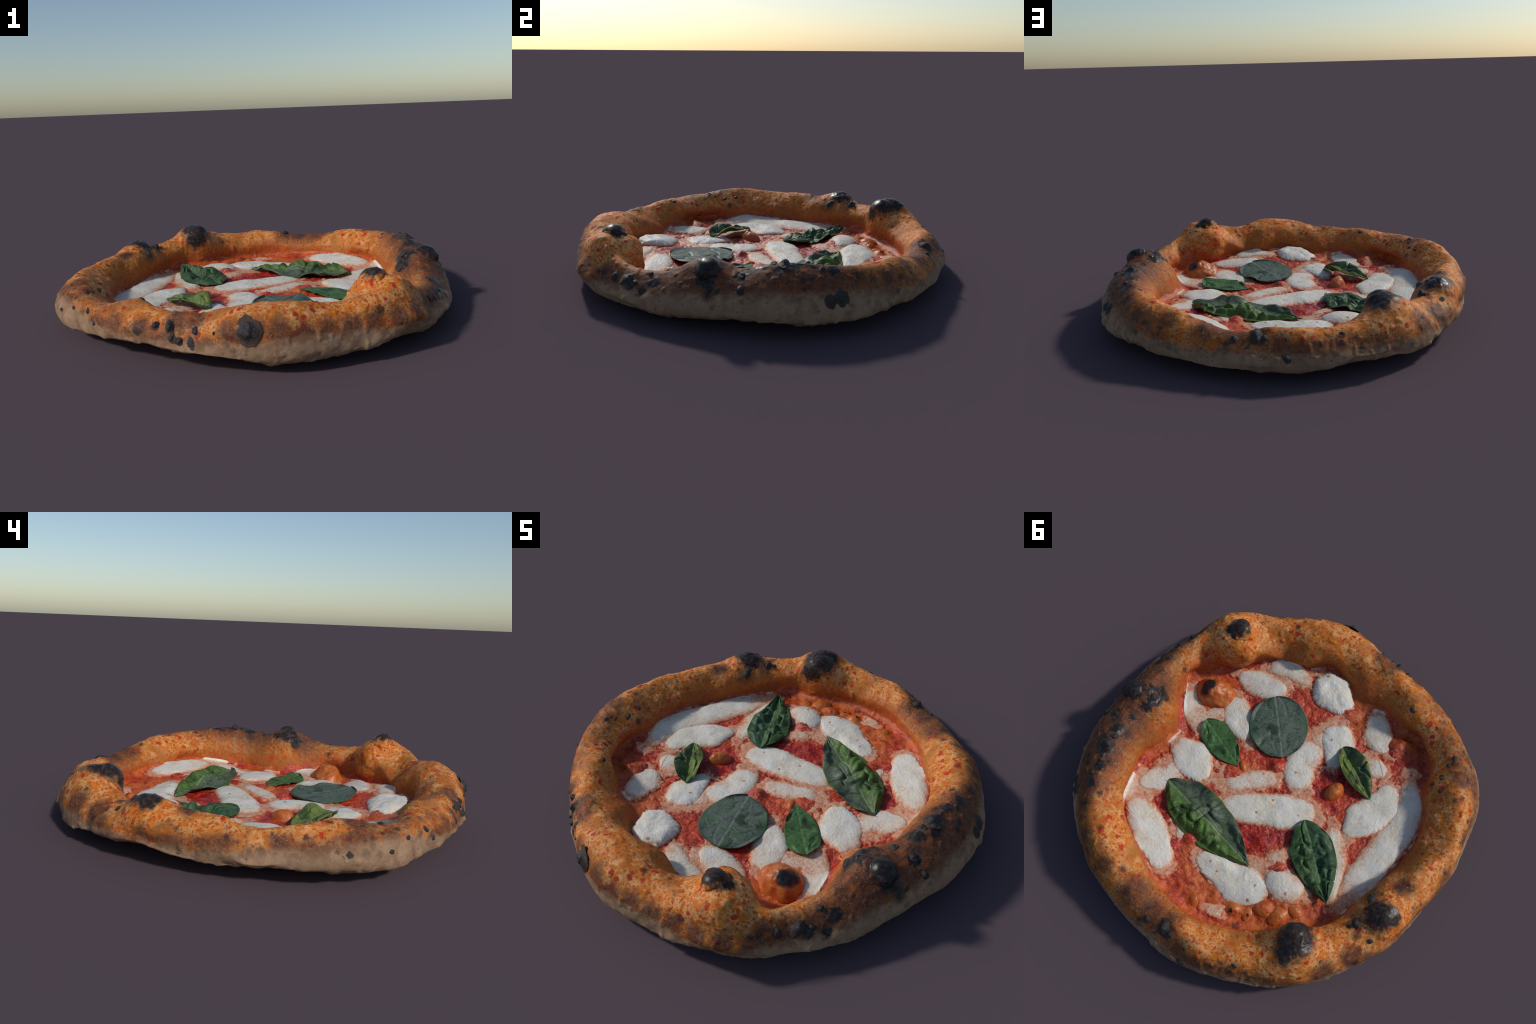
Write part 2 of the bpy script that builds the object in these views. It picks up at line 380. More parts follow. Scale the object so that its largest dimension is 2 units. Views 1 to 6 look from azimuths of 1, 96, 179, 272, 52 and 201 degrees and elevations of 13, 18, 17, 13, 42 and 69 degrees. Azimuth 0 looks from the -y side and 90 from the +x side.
    c = N.mix(N.mul(faint, .7), c, (.15, .10, .07))
    dots, rd, _ = N.voronoi(38, rag)
    freck = N.mul(N.step(dots, .22, .12), N.math('GREATER_THAN', rd, .78))
    c = N.mix(N.mul(freck, .75), c, (.085, .035, .025))
    spots = N.zones(rag, spot_positions([q for q in SPOTS if q[2] > .0105]), .75)
    coal = N.zones(N.vec('ADD', N.co, N.vec('SCALE', N.vec('SUBTRACT', N.noise(38, 4, .65, color=True), (.5, .5, .5)), .07)),
                   [(-.385, .605, .235, .075), (-.390, .690, .270, .098), (-.385, .760, .255, .055), (-.33, .69, .26, .045), (.490, -.655, .330, .058), (.54, -.63, .300, .030), (.515, -.60, .29, .022),
                    (.850, -.118, .275, .066), (.900, -.120, .235, .048), (.93, -.10, .19, .02), (-.700, .440, .255, .078), (-.745, .425, .235, .058), (-.655, .43, .235, .035), (-.60, .535, .22, .025)]
                   + spot_positions(CHAR), .30)
    spots = N.mx(N.mul(spots, .80), N.mul(coal, .98))
    flake = N.mul(coal, N.mul(N.step(d2, .25, .15), N.math('GREATER_THAN', q2, .90)))
    c = N.mix(spots, c, N.mix(N.step(n_small, .45, .7), K['char'], (.050, .044, .042)))  # char colour lightened to grey in flecks for the knobs' glossy highlights
    c = N.mix(N.mul(flake, .85), c, (.36, .07, .02))
    rough = N.step(coal, 0.4, .9, .64, .34)
    rough = N.mx(rough, N.mul(pale, .8))
    h = N.add(N.mul(n_small, .6), N.mul(n_tiny, .5))
    return N.finish(c, rough, N.bump(h, .14, .005), .20)

def char_material():
    N = Nodes('burnt_blister')
    z = N.xyz()[2]
    n = N.noise(2.2, 3)
    t = N.step(N.add(z, N.mul(N.add(n, -.5), .45)), .02, .24)
    c = N.mix(t, (.060, .032, .022), N.mix(N.step(N.noise(7, 3), .40, .7), (.017, .016, .017), (.060, .050, .045)))
    return N.finish(c, N.step(n, .3, .7, .42, .60), N.bump(N.noise(9, 3), .3, .08), .35)

# each piece: a spine of (x, y, half width) and how tall it stands
CHEESE = [
        ([(.31, .03, .03), (.25, .10, .04), (.16, .13, .04)], .006), ([(-.42, -.20, .05), (-.36, -.30, .05)], .008), ([(-.13, .41, .05), (-.05, .44, .05), (.02, .46, .04)], .007),
    ([(.213, .208, .059), (.100, .174, .073), (-.023, .128, .076), (-.135, .094, .076), (-.235, .067, .061)], .024),
    ([(.248, .101, .036), (.137, .024, .049), (.013, -.043, .039)], .014),
    ([(-.096, -.305, .061), (-.071, -.151, .072), (-.120, -.034, .062)], .020),
    ([(.589, -.016, .046), (.456, .041, .094), (.362, .130, .042)], .022),
    ([(.646, -.327, .041), (.579, -.224, .056), (.476, -.130, .046)], .014),
    ([(.396, -.382, .047), (.352, -.278, .073), (.236, -.192, .053)], .022),
    ([(.453, -.512, .032), (.312, -.507, .067), (.162, -.497, .039)], .020),
    ([(.313, -.625, .039), (.200, -.646, .051), (.064, -.609, .032)], .018),
    ([(.012, -.681, .054), (-.060, -.616, .086), (-.171, -.551, .053)], .046),
    ([(-.159, -.434, .074), (-.207, -.346, .076), (-.226, -.220, .036)], .026),
    ([(-.335, -.587, .047), (-.387, -.481, .065), (-.464, -.415, .043)], .016),
    ([(-.357, -.305, .036), (-.413, -.304, .055), (-.496, -.297, .033)], .014),
    ([(-.555, -.245, .042), (-.536, -.126, .074), (-.482, -.019, .082), (-.426, .096, .038)], .030),
    ([(-.614, -.323, .043), (-.668, -.168, .063), (-.667, -.019, .068), (-.612, .151, .072), (-.565, .307, .074), (-.540, .425, .056)], .018),
    ([(-.354, .071, .026), (-.389, .169, .055), (-.436, .275, .049), (-.464, .370, .031), (-.487, .450, .020)], .016),
    ([(-.150, .470, .048), (-.225, .455, .076), (-.335, .462, .055)], .018),
    ([(-.113, .363, .026), (-.158, .343, .037), (-.191, .313, .029)], .010),
    ([(.201, .495, .040), (.063, .520, .063), (-.066, .531, .085), (-.112, .465, .080)], .034),
    ([(.358, .418, .050), (.302, .388, .061), (.243, .394, .044)], .018),
    ([(.632, .361, .054), (.508, .455, .068), (.404, .546, .067), (.323, .619, .052)], .020),
    ([(.581, .097, .040), (.537, .165, .063), (.600, .236, .057), (.653, .277, .030)], .016),
    ([(.057, .706, .025), (-.022, .698, .034)], .008),
    ([(.47, .00, .05), (.52, .09, .045), (.50, .17, .04)], .010),
    ([(.50, -.20, .045), (.43, -.28, .05)], .010),
    ([(-.09, -.36, .06), (-.16, -.30, .04)], .010),
    ([(.67, .24, .05), (.69, .34, .045), (.60, .30, .05)], .012),
    ([(.23, -.52, .04), (.16, -.57, .035)], .010),
]
def sauce_material():
    N = Nodes('tomato_sauce'); K = colours()
    x, y, z = N.xyz()
    r = N.vec('LENGTH', N.comb(x, y, 0.0))
    nb = N.noise(7, 3); nm = N.noise(26, 4, .6); ns = N.noise(95, 3, .6); nt = N.noise(300, 2, .6)
    c = N.mix(N.step(nm, .36, .66), (.21, .006, .005), (.52, .022, .005))
    c = N.mix(N.step(nb, .48, .64, 0, .75), c, (.52, .060, .014))
    # orange oil and dough showing through, mostly by the rim
    oil = N.zones(N.vec('ADD', N.co, N.vec('SCALE', N.noise(14, 3, color=True), .08)),
                  [(.0, .70, .1, .12), (-.17, .68, .1, .14), (-.30, .60, .1, .13), (.16, .66, .1, .10), (.27, .56, .1, .06), (-.50, -.48, .1, .09), (.54, -.31, .1, .12), (.62, -.35, .1, .10),
                   (.70, .05, .1, .10), (.20, .02, .1, .05), (-.20, -.60, .1, .10), (.25, -.6, .1, .06), (-.25, -.50, .1, .10)], .7)
    oil = N.mx(oil, N.step(N.add(r, N.mul(N.add(nb, -.5), .35)), .66, .80, 0, .75))
    c = N.mix(N.mul(oil, N.step(nm, .30, .62, .2, .95)), c, (.58, .135, .020))
    c = N.mix(N.mul(oil, N.step(ns, .58, .7, 0, .6)), c, (.35, .05, .012))
    # fine white-pink grains, denser near the cheese
    near = N.zones(N.vec('ADD', N.comb(x, y, 0.0), N.vec('SCALE', N.vec('SUBTRACT', N.noise(20, 3, color=True), (.5, .5, .5)), .06)),
                   [(a, b, 0, w * 1.45) for sp, _ in CHEESE for a, b, w in sp], .30)
    gr = N.mul(N.step(ns, .58, .68), N.step(nb, .30, .55, .25, .8))
    gr = N.mx(gr, N.mul(N.step(N.add(ns, N.mul(nm, .3)), .66, .80), near))
    c = N.mix(N.mul(near, .10), c, (.60, .07, .015))
    c = N.mix(N.mul(N.mul(gr, N.inv(N.mul(oil, .6))), .58), c, (.72, .36, .27))
    c = N.mix(N.mul(N.step(nt, .60, .72), .24), c, (.75, .48, .42))
    d, q, _ = N.voronoi(11)
    c = N.mix(N.mul(N.step(d, .2, .08), N.math('GREATER_THAN', q, .86)), c, (.12, .035, .015))
    h = N.add(N.mul(ns, .7), N.mul(nt, .5))
    return N.finish(c, N.step(nm, .3, .7, .28, .46), N.bump(h, .6, .006), .40)

def cheese_material():
    N = Nodes('melted_mozzarella')
    nb = N.noise(9, 3); nm = N.noise(40, 4, .6); ns = N.noise(170, 3, .6)
    x, y, z = N.xyz()
    base = N.step(N.vec('LENGTH', N.comb(x, y, 0.0)), .62, .82, .050, .066)
    for a, b, sp, h in HEAPS:
        q = N.add(N.math('POWER', N.add(x, -a), 2.0), N.math('POWER', N.add(y, -b), 2.0))
        base = N.add(base, N.mul(N.math('EXPONENT', N.mul(q, -1 / sp)), h))
    z = N.math('SUBTRACT', z, base)
    c = N.mix(N.step(nb, .35, .68), (.73, .705, .63), (.70, .645, .52))
    c = N.mix(N.step(nm, .52, .72, 0, .5), c, (.79, .78, .72))
    c = N.mix(N.step(ns, .54, .68, 0, .45), c, (.58, .53, .43))
    c = N.mix(N.step(N.noise(240, 2), .60, .70, 0, .6), c, (.86, .86, .84))
    stain = N.mul(N.step(N.noise(16, 4, .65), .58, .70), N.step(N.noise(60, 3), .42, .6))
    c = N.mix(N.mul(stain, .55), c, (.64, .38, .20))
    d, q, _ = N.voronoi(20, N.vec('ADD', N.co, N.vec('SCALE', N.noise(60, 2, color=True), .02)))
    c = N.mix(N.mul(N.step(d, .22, .09), N.math('GREATER_THAN', q, .84)), c, (.42, .21, .06))
    # thin edges drink up the sauce they lie in
    e = N.add(z, N.mul(N.add(nm, -.5), .016))
    e2 = N.add(z, N.mul(N.add(N.noise(70, 3, .6), -.5), .016))
    c = N.mix(N.step(e, .0165, .0055, 0, .65), c, (.68, .47, .31))
    c = N.mix(N.step(e2, .0120, .0035, 0, .88), c, (.60, .20, .085))
    c = N.mix(N.step(e2, .0045, .0005, 0, .90), c, (.44, .05, .020))
    return N.finish(c, .44, N.bump(N.add(nm, N.mul(ns, 1.0)), .45, .005), .30, Subsurface_Weight=.08, Subsurface_Radius=(.02, .012, .008), Subsurface_Scale=.5)

def leaf_material(name, left, right, margin, rib, half):
    N = Nodes(name)
    x, y, z = N.xyz()
    ay = N.math('ABSOLUTE', y)
    n = N.noise(14, 4, .6); ns = N.noise(70, 3)
    c = N.mix(N.step(N.add(y, N.mul(N.add(n, -.5), .10)), -.040, .035), right, left)
    c = N.mix(N.step(n, .40, .68, 0, .7), c, margin)
    c = N.mix(N.step(n, .46, .30, 0, .6), c, tuple(v * .45 for v in left))
    c = N.mix(N.step(ns, .5, .75, 0, .25), c, tuple(v * 1.5 for v in left))
    # side veins run forward from the midrib
    ph = N.math('FRACT', N.add(N.mul(N.math('SUBTRACT', x, N.mul(ay, .75)), 17.0), N.mul(N.noise(9, 2), 1.6)))
    vein = N.step(N.math('ABSOLUTE', N.math('SUBTRACT', ph, .5)), .06, .02)
    c = N.mix(N.mul(vein, .28), c, rib)
    c = N.mix(N.step(ay, .0055, .002, 0, .8), c, rib)
    cr = N.math('ABSOLUTE', N.math('SUBTRACT', N.noise(17, 2, .5, None, .4), .5))  # near-black lines and blotches drawn into the green for shade inside folds
    c = N.mix(N.step(cr, .022, .004, 0, .65), c, (.016, .030, .014))
    c = N.mix(N.mul(N.step(N.noise(8, 3, .6), .56, .70), .75), c, (.020, .036, .016))
    wv = N.add(ay, N.mul(N.add(n, -.5), .03))
    c = N.mix(N.step(wv, half * .80, half * .98, 0, .7), c, margin)
    m = N.finish(c, .46, N.bump(N.add(N.mul(n, .5), N.mul(ns, .4)), .4, .006), .25)
    tr = N.t.nodes.new('ShaderNodeBsdfTranslucent'); N.put(tr.inputs[0], c)
    mx = N.t.nodes.new('ShaderNodeMixShader'); mx.inputs[0].default_value = .15
    N.t.links.new(N.bsdf.outputs[0], mx.inputs[1]); N.t.links.new(tr.outputs[0], mx.inputs[2])
    N.t.links.new(mx.outputs[0], N.out.inputs[0])
    return m

def bubble_material(name, c1, c2, dark):
    N = Nodes(name)
    n = N.noise(30, 4, .6); nb = N.noise(12, 3)
    c = N.mix(N.step(n, .38, .66), c1, c2)
    c = N.mix(N.step(N.noise(60, 3), .56, .7, 0, .6), c, (.55, .27, .10))
    if dark:
        x, y, z = N.xyz()
        q = N.vec('ADD', N.co, N.vec('SCALE', N.vec('SUBTRACT', N.noise(40, 3, color=True), (.5, .5, .5)), .03))
        c = N.mix(N.zones(q, dark, .3), c, (.018, .015, .015))
    return N.finish(c, .42, N.bump(n, .3, .006), .45)

MAT_CRUST, MAT_CHAR, MAT_SAUCE, MAT_CHEESE = crust_material(), char_material(), sauce_material(), cheese_material()

# ------------------------------------------------------------------ top-level thing
pizza = bpy.data.objects.new('pizza', None)
bpy.context.scene.collection.objects.link(pizza)
pizza['label'] = 'wood-fired tomato and mozzarella pizza with basil and charred puffy rim'
pizza['category'] = 'pizza'

# ------------------------------------------------------------------ crust: one closed skin, underside to floor
NC = 1150
bear = np.arange(NC) * TAU / NC
stations = np.concatenate([np.linspace(0, 1, 40, endpoint=False), np.linspace(1, 6, 250, endpoint=False), np.linspace(6, 7, 24)])
rows = []
for s in stations:
    P = rim_point(bear, np.full(NC, s)); Nn = rim_normal(bear, np.full(NC, max(s, .01)))
    w = smooth(0.0, .6, s)
    P = inflate(P) if 2 < s < 6.2 else P
    R = relief(P, Nn, (1 - smooth(1.6, 2.3, s)) * w)
    rows.append(P + (R - P) * (.25 + .75 * w) * (1 if s < 6 else max(0, 1 - (s - 6) * 1.7)))
inner_first = rows[0]
under = [np.concatenate([inner_first[:, :2] * f, inner_first[:, 2:] * max(0, f - .45) / .55], 1) for f in (.02, .25, .4, .55, .7, .85, .94)]
for u in under:
    u[:, 2] = np.maximum(u[:, 2] + fbm(u, 9, 2, 41) * .003, 0.0)
last = rows[-1]
top = [np.concatenate([last[:, :2] * f, bed(last[:, :1] * f, last[:, 1:2] * f) - .022], 1) for f in (.96, .9, .8, .7, .6, .5, .38, .25, .12, .02)]
crust_V = np.array(under + rows + top)
crust_V[..., 2] = np.maximum(crust_V[..., 2], 0.0)
crust = add_object('crust', grid_mesh('crust', crust_V, MAT_CRUST, True, [(0, True), (-1, False)]), pizza)

# ------------------------------------------------------------------ burnt blisters on the rim
def blister_mesh(seed, squash):
    nr, nc = 16, 28
    a = np.arange(nc) * TAU / nc
    V = []
    for t in np.linspace(.04, 1, nr):
        hh = squash * (math.exp(-(t * 1.55) ** 3.0) - .10 * t * t)
        V.append(np.stack([1.35 * t * np.cos(a), 1.35 * t * np.sin(a), np.full(nc, hh)], -1))
    V = np.array(V)
    F = V.reshape(-1, 3)
    n = fbm(F + seed * 9.1, 1.3, 3, seed)
    F = F * (1 + .20 * n)[:, None]
    return grid_mesh('charred_blister', F.reshape(V.shape)[::-1], MAT_CHAR, True, [(-1, False)])

from mathutils import Vector
shapes = [blister_mesh(k, q) for k, q in enumerate((.55, .70, .45, .62, .85))]
for k, (b, s, size) in enumerate(BLISTERS):
    p = inflate(rim_point(np.array([math.radians(b)]), np.array([s])))[0]
    n = rim_normal(np.array([math.radians(b)]), np.array([s]))[0]
    rot = Vector(n).to_track_quat('Z', 'Y')
    from mathutils import Quaternion
    rot = rot @ Quaternion((0, 0, 1), rng.uniform(0, TAU))
    o = add_object('charred_blister', shapes[k % 5], crust, p - n * size * .02, rot)
    st = rng.uniform(.8, 1.2)
    o.scale = (size * .85 * st, size * .85 / st, size * rng.uniform(.75, 1.1))

# ------------------------------------------------------------------ tomato sauce
LUMPS = [(.045, -.105, .036, .026), (.275, .430, .040, .024), (.235, .020, .05, .014), (-.19, .40, .05, .012), (-.06, .30, .04, .010),
         (.05, .62, .06, .010), (-.065, .662, .035, .020), (.13, .69, .045, .014), (-.13, .63, .06, .010), (-.20, .606, .035, .022), (-.27, .60, .06, .010),
         (.20, .60, .06, .010), (-.50, -.46, .05, .022), (-.53, -.52, .04, .03), (-.20, -.56, .05, .02), (.42, .36, .05, .012)]
def sauce_height(P):
    z = bed(P[:, 0], P[:, 1]) - .0005 + fbm(P, 11, 3, 71) * .0045 + fbm(P, 42, 3, 73) * .0028
    for x, y, r, h in LUMPS:
        d2 = (P[:, 0] - x) ** 2 + (P[:, 1] - y) ** 2
        z = z + h * np.exp(-(d2 / r ** 2) ** 1.3)
    return z
NSC = 900
sb = np.arange(NSC) * TAU / NSC
ring7 = rim_point(sb, np.full(NSC, 6.999))
rows = []
for f in np.concatenate([[.004], np.linspace(.02, 1, 190)]):
    P = ring7 * np.array([f, f, 1]); P[:, 2] = 0
    P[:, 2] = sauce_height(P)
    rows.append(P)
ends = 5.62 + .30 * fbm(ring7, 7, 3, 90) + .12 * noise(ring7, 45, 95)
for t in np.linspace(0, 1, 34)[1:]:
    s = 7 - (7 - ends) * t
    base = rim_point(sb, s)
    rel = relief(inflate(base), rim_normal(sb, s), np.zeros(NSC))
    w = smooth(0, .55, t)
    P = base * np.array([1, 1, 0]); flat = base.copy(); flat[:, 2] = np.maximum(sauce_height(P), base[:, 2] + .003)
    n = rim_normal(sb, s)
    wall = rel + n * (.0055 * (1 - t ** 3) - .004 * t ** 6 + (.004 * fbm(base, 26, 2, 96) + .0025 * noise(base, 60, 97)) * (1 - t))[:, None]
    rows.append(flat * (1 - w) + wall * w)
sauce = add_object('tomato_sauce', grid_mesh('tomato_sauce', np.array(rows)[::-1], MAT_SAUCE, True, [(-1, False)]), pizza)
sauce['kind'] = 'stuff'
sauce.data.flip_normals() if False else None

# ------------------------------------------------------------------ mozzarella
_wb = np.arange(361) * TAU / 360
_wr = np.linspace(.50, .95, 91)
_wall = np.full((361, 91), -1.0)
_prof = np.array([rim_point(_wb, np.full(361, q)) for q in np.linspace(6.9, 5.0, 30)])
for k in range(361):
    pr = np.maximum.accumulate(np.hypot(_prof[:, k, 0], _prof[:, k, 1]))
    _wall[k] = np.interp(_wr, pr, _prof[:, k, 2])
_wall = np.minimum(_wall, .16)
for _ in range(4):
    _wall = (np.roll(_wall, 1, 0) + 2 * _wall + np.roll(_wall, -1, 0)) / 4; _wall[0] = _wall[-1] = (_wall[0] + _wall[-1]) / 2
def wall_height(xy):
    """height of the rim's inner wall above a point near its foot"""
    b = (np.arctan2(xy[:, 1], xy[:, 0]) % TAU) * 360 / TAU
    q = np.clip((np.hypot(xy[:, 0], xy[:, 1]) - .50) / .005, 0, 89.999)
    i, j = np.minimum(b.astype(int), 359), q.astype(int)
    f, g = b - i, q - j
    h = (_wall[i, j] * (1 - f) + _wall[i + 1, j] * f) * (1 - g) + (_wall[i, j + 1] * (1 - f) + _wall[i + 1, j + 1] * f) * g
    return np.where(np.hypot(xy[:, 0], xy[:, 1]) > .56, np.minimum(h, .14), -1.0)
def cheese_mesh(spine, height, seed):
    sp = np.array(spine)
    n = len(sp)
    # work about the piece's own middle
    mid = sp[:, :2].mean(0)
    nr, nc = 34, 220
    phi = np.arange(nc) * TAU / nc
    edge = 1 + .10 * noise(np.stack([np.cos(phi) * 1.6, np.sin(phi) * 1.6, np.full(nc, seed * 3.7)], -1), 1.3, seed) \
             + .06 * noise(np.stack([np.cos(phi), np.sin(phi), np.full(nc, seed * 1.7)], -1), 5.5, seed + 5) \
             + .045 * noise(np.stack([np.cos(phi), np.sin(phi), np.full(nc, seed * 1.7)], -1), 14, seed + 8) \
             + .04 * noise(np.stack([np.cos(phi), np.sin(phi), np.full(nc, seed * 1.7)], -1), 30, seed + 9)
    sq = (np.abs(np.cos(phi)) ** 3.2 + np.abs(np.sin(phi)) ** 3.2) ** (-1 / 3.2)
    seg = np.linalg.norm(np.diff(sp[:, :2], axis=0), axis=1)
    L = seg.sum()
    asp = 2 * sp[:, 2].mean() / (L + sp[0, 2] + sp[-1, 2])
    ext = .75 * np.mean([sp[0, 2], sp[-1, 2]]) / L
    rows = []
    def at(t):
        t = np.clip(t, 0, 1) * (n - 1)
        W = catmull(np.minimum(t, n - 1 - 1e-6), n, False)
        return W @ sp
    for rho in np.concatenate([[.02], np.linspace(.07, 1.0, nr)]):
        ed = 1 + (edge - 1) * smooth(.35, 1.0, rho)
        u = rho * sq * np.cos(phi) * (1 + (ed - 1) * min(1, asp)) * 1.04; v = rho * sq * np.sin(phi) * ed * 1.30
        t = (u * (1 + ext) + 1) / 2
        p = at(t); e = 1e-3
        d = at(np.clip(t, e, 1 - e) + e)[:, :2] - at(np.clip(t, e, 1 - e) - e)[:, :2]
        d /= np.linalg.norm(d, axis=1)[:, None]
        over = (np.clip(t - 1, 0, None) + np.clip(t, None, 0)) * L
        xy = p[:, :2] + d * over[:, None] + np.stack([-d[:, 1], d[:, 0]], -1) * (v * p[:, 2])[:, None]
        P = np.concatenate([xy, np.zeros((nc, 1))], 1)
        prof = (1 - rho ** 2.8) ** .72 if rho < 1 else 0
        lump = 1 + .26 * fbm(P, 11, 2, seed + 3) + .04 * fbm(P, 40, 2, seed + 4)
        climb = wall_height(xy) - bed(xy[:, 0], xy[:, 1])
        climb = np.minimum(np.logaddexp(0, (np.maximum(climb, -.1) + .002) / .004) * .004, .014) * (1 - smooth(.70, 1.0, rho))
        P[:, 2] = bed(P[:, 0], P[:, 1]) + .0010 + height * .72 * prof * lump - .005 * rho ** 6 + .0005 * fbm(P, 110, 2, 6) * (rho < .98) + climb
        rows.append(P)
    skirt = rows[-1].copy(); skirt[:, 2] -= .012; rows.append(skirt)
    return grid_mesh('mozzarella', np.array(rows)[::-1], MAT_CHEESE, True, [(-1, False)])
for k, (spine, h) in enumerate(CHEESE):
    add_object('mozzarella', cheese_mesh(spine, h, 100 + k * 13), pizza)

def cheese_film():
    n = 400
    g = np.linspace(-.80, .80, n)
    X, Y = np.meshgrid(g, g, indexing='ij')
    P = np.stack([X.ravel(), Y.ravel(), np.zeros(n * n)], -1)
    d = np.full(len(P), 9.0)
    acc = np.zeros(len(P))
    for spine, h in CHEESE:
        sp = np.array(spine)
        best = np.full(len(P), 9.0)
        for a, b in zip(sp[:-1], sp[1:]):
            ab = b[:2] - a[:2]
            t = np.clip(((P[:, :2] - a[:2]) @ ab) / (ab @ ab), 0, 1)
            q = np.hypot(P[:, 0] - a[0] - t * ab[0], P[:, 1] - a[1] - t * ab[1]) - (a[2] + (b[2] - a[2]) * t)
            best = np.minimum(best, q)
        acc += np.exp(-best / .014)
    d = -.014 * np.log(acc + 1e-9)
    d = d + .020 * fbm(P, 22, 3, 401) + .008 * noise(P, 75, 405)
    m = smooth(.040, -.012, d)
    Z = bed(P[:, 0], P[:, 1]) - .0080 + .0135 * m + .0014 * fbm(P, 50, 2, 411)
    r = np.hypot(P[:, 0], P[:, 1])
    foot = np.interp(np.arctan2(P[:, 1], P[:, 0]) % TAU, np.arange(NB + 1) * TAU / NB, np.append(RIM['foot_r'], RIM['foot_r'][0]))
    Z += np.clip(wall_height(P[:, :2]) - bed(P[:, 0], P[:, 1]) + .002, 0, .006)
    Z -= .06 * smooth(foot + .005, foot + .035, r)
    P[:, 2] = np.maximum(Z, .030)
    keep = (m > .02) & (r < foot + .03)
    K = keep.reshape(n, n)
    cell = K[:-1, :-1] & K[1:, :-1] & K[1:, 1:] & K[:-1, 1:]
    idx = np.arange(n * n).reshape(n, n)
    q = np.stack([idx[:-1, :-1][cell], idx[1:, :-1][cell], idx[1:, 1:][cell], idx[:-1, 1:][cell]], -1)
    used = np.unique(q); back = np.full(n * n, -1); back[used] = np.arange(len(used))
    top = P[used]; low = top.copy(); low[:, 2] -= .004
    back = back[q]
    return quads_mesh('melted_cheese', np.vstack([top, low]), np.vstack([back, back[:, ::-1] + len(used)]), MAT_CHEESE)
film = add_object('melted_cheese', cheese_film(), pizza)
film['kind'] = 'stuff'

# ------------------------------------------------------------------ dough bubbles on the floor
def dome(name, mat, centre, rx, ry, h, turn, seed, power=2.2):
    nr, nc = 28, 64
    a = np.arange(nc) * TAU / nc
    rows = []
    for rho in np.linspace(.02, 1.0, nr):
        x = rho * rx * np.cos(a); y = rho * ry * np.sin(a)
        z = h * max(0.0, 1 - rho ** power) ** .8
        P = np.stack([x, y, np.full(nc, z)], -1)
        P[:, 2] += h * .10 * fbm(P + seed, 22, 3, seed)
        P[:, :2] *= (1 + .12 * noise(P + seed, 14, seed))[:, None]
        rows.append(P)
    sk = rows[-1].copy(); sk[:, 2] -= .02; sk[:, :2] *= 1.04; rows.append(sk)
    me = grid_mesh(name, np.array(rows)[::-1], mat, True, [(-1, False)])
    return add_object(name, me, pizza, centre, Quaternion((0, 0, 1), turn))
m1 = bubble_material('scorched_dough_bubble', (.52, .15, .022), (.42, .05, .012), [(.025, -.015, .075, .040), (.045, .015, .06, .032)])
dome('dough_bubble', m1, (.525, -.357, .046), .108, .095, .088, .3, 5, 2.0)
m3 = bubble_material('toasted_dough_bubble', (.56, .17, .022), (.44, .045, .012), [(.012, .006, .030, .012)])
m2 = bubble_material('oily_dough_bubble', (.50, .13, .018), (.40, .075, .014), None)
dome('dough_bubble', m2, (-.285, -.095, .048), .064, .040, .052, 1.15, 9)
dome('dough_bubble', m2, (.205, -.030, .046), .042, .032, .028, 2.2, 12)

for x, y, rx, h, a in [(-.201, .606, .042, .034, .2), (-.274, .602, .050, .030, 1.1), (-.066, .660, .036, .030, .6), (.130, .688, .040, .022, 2.0), (.036, .640, .034, .016, .4), (-.135, .648, .036, .020, 1.7), (.255, .438, .036, .018, .9), (-.335, .545, .042, .022, 2.6)]:
    dome('dough_bubble', m3 if rx == .036 else m2, (x, y, float(bed(x, y)) - .012), rx * 1.35, rx * 1.0, h * 1.15, a, int(rx * 1000) + int(a * 10), 2.0)

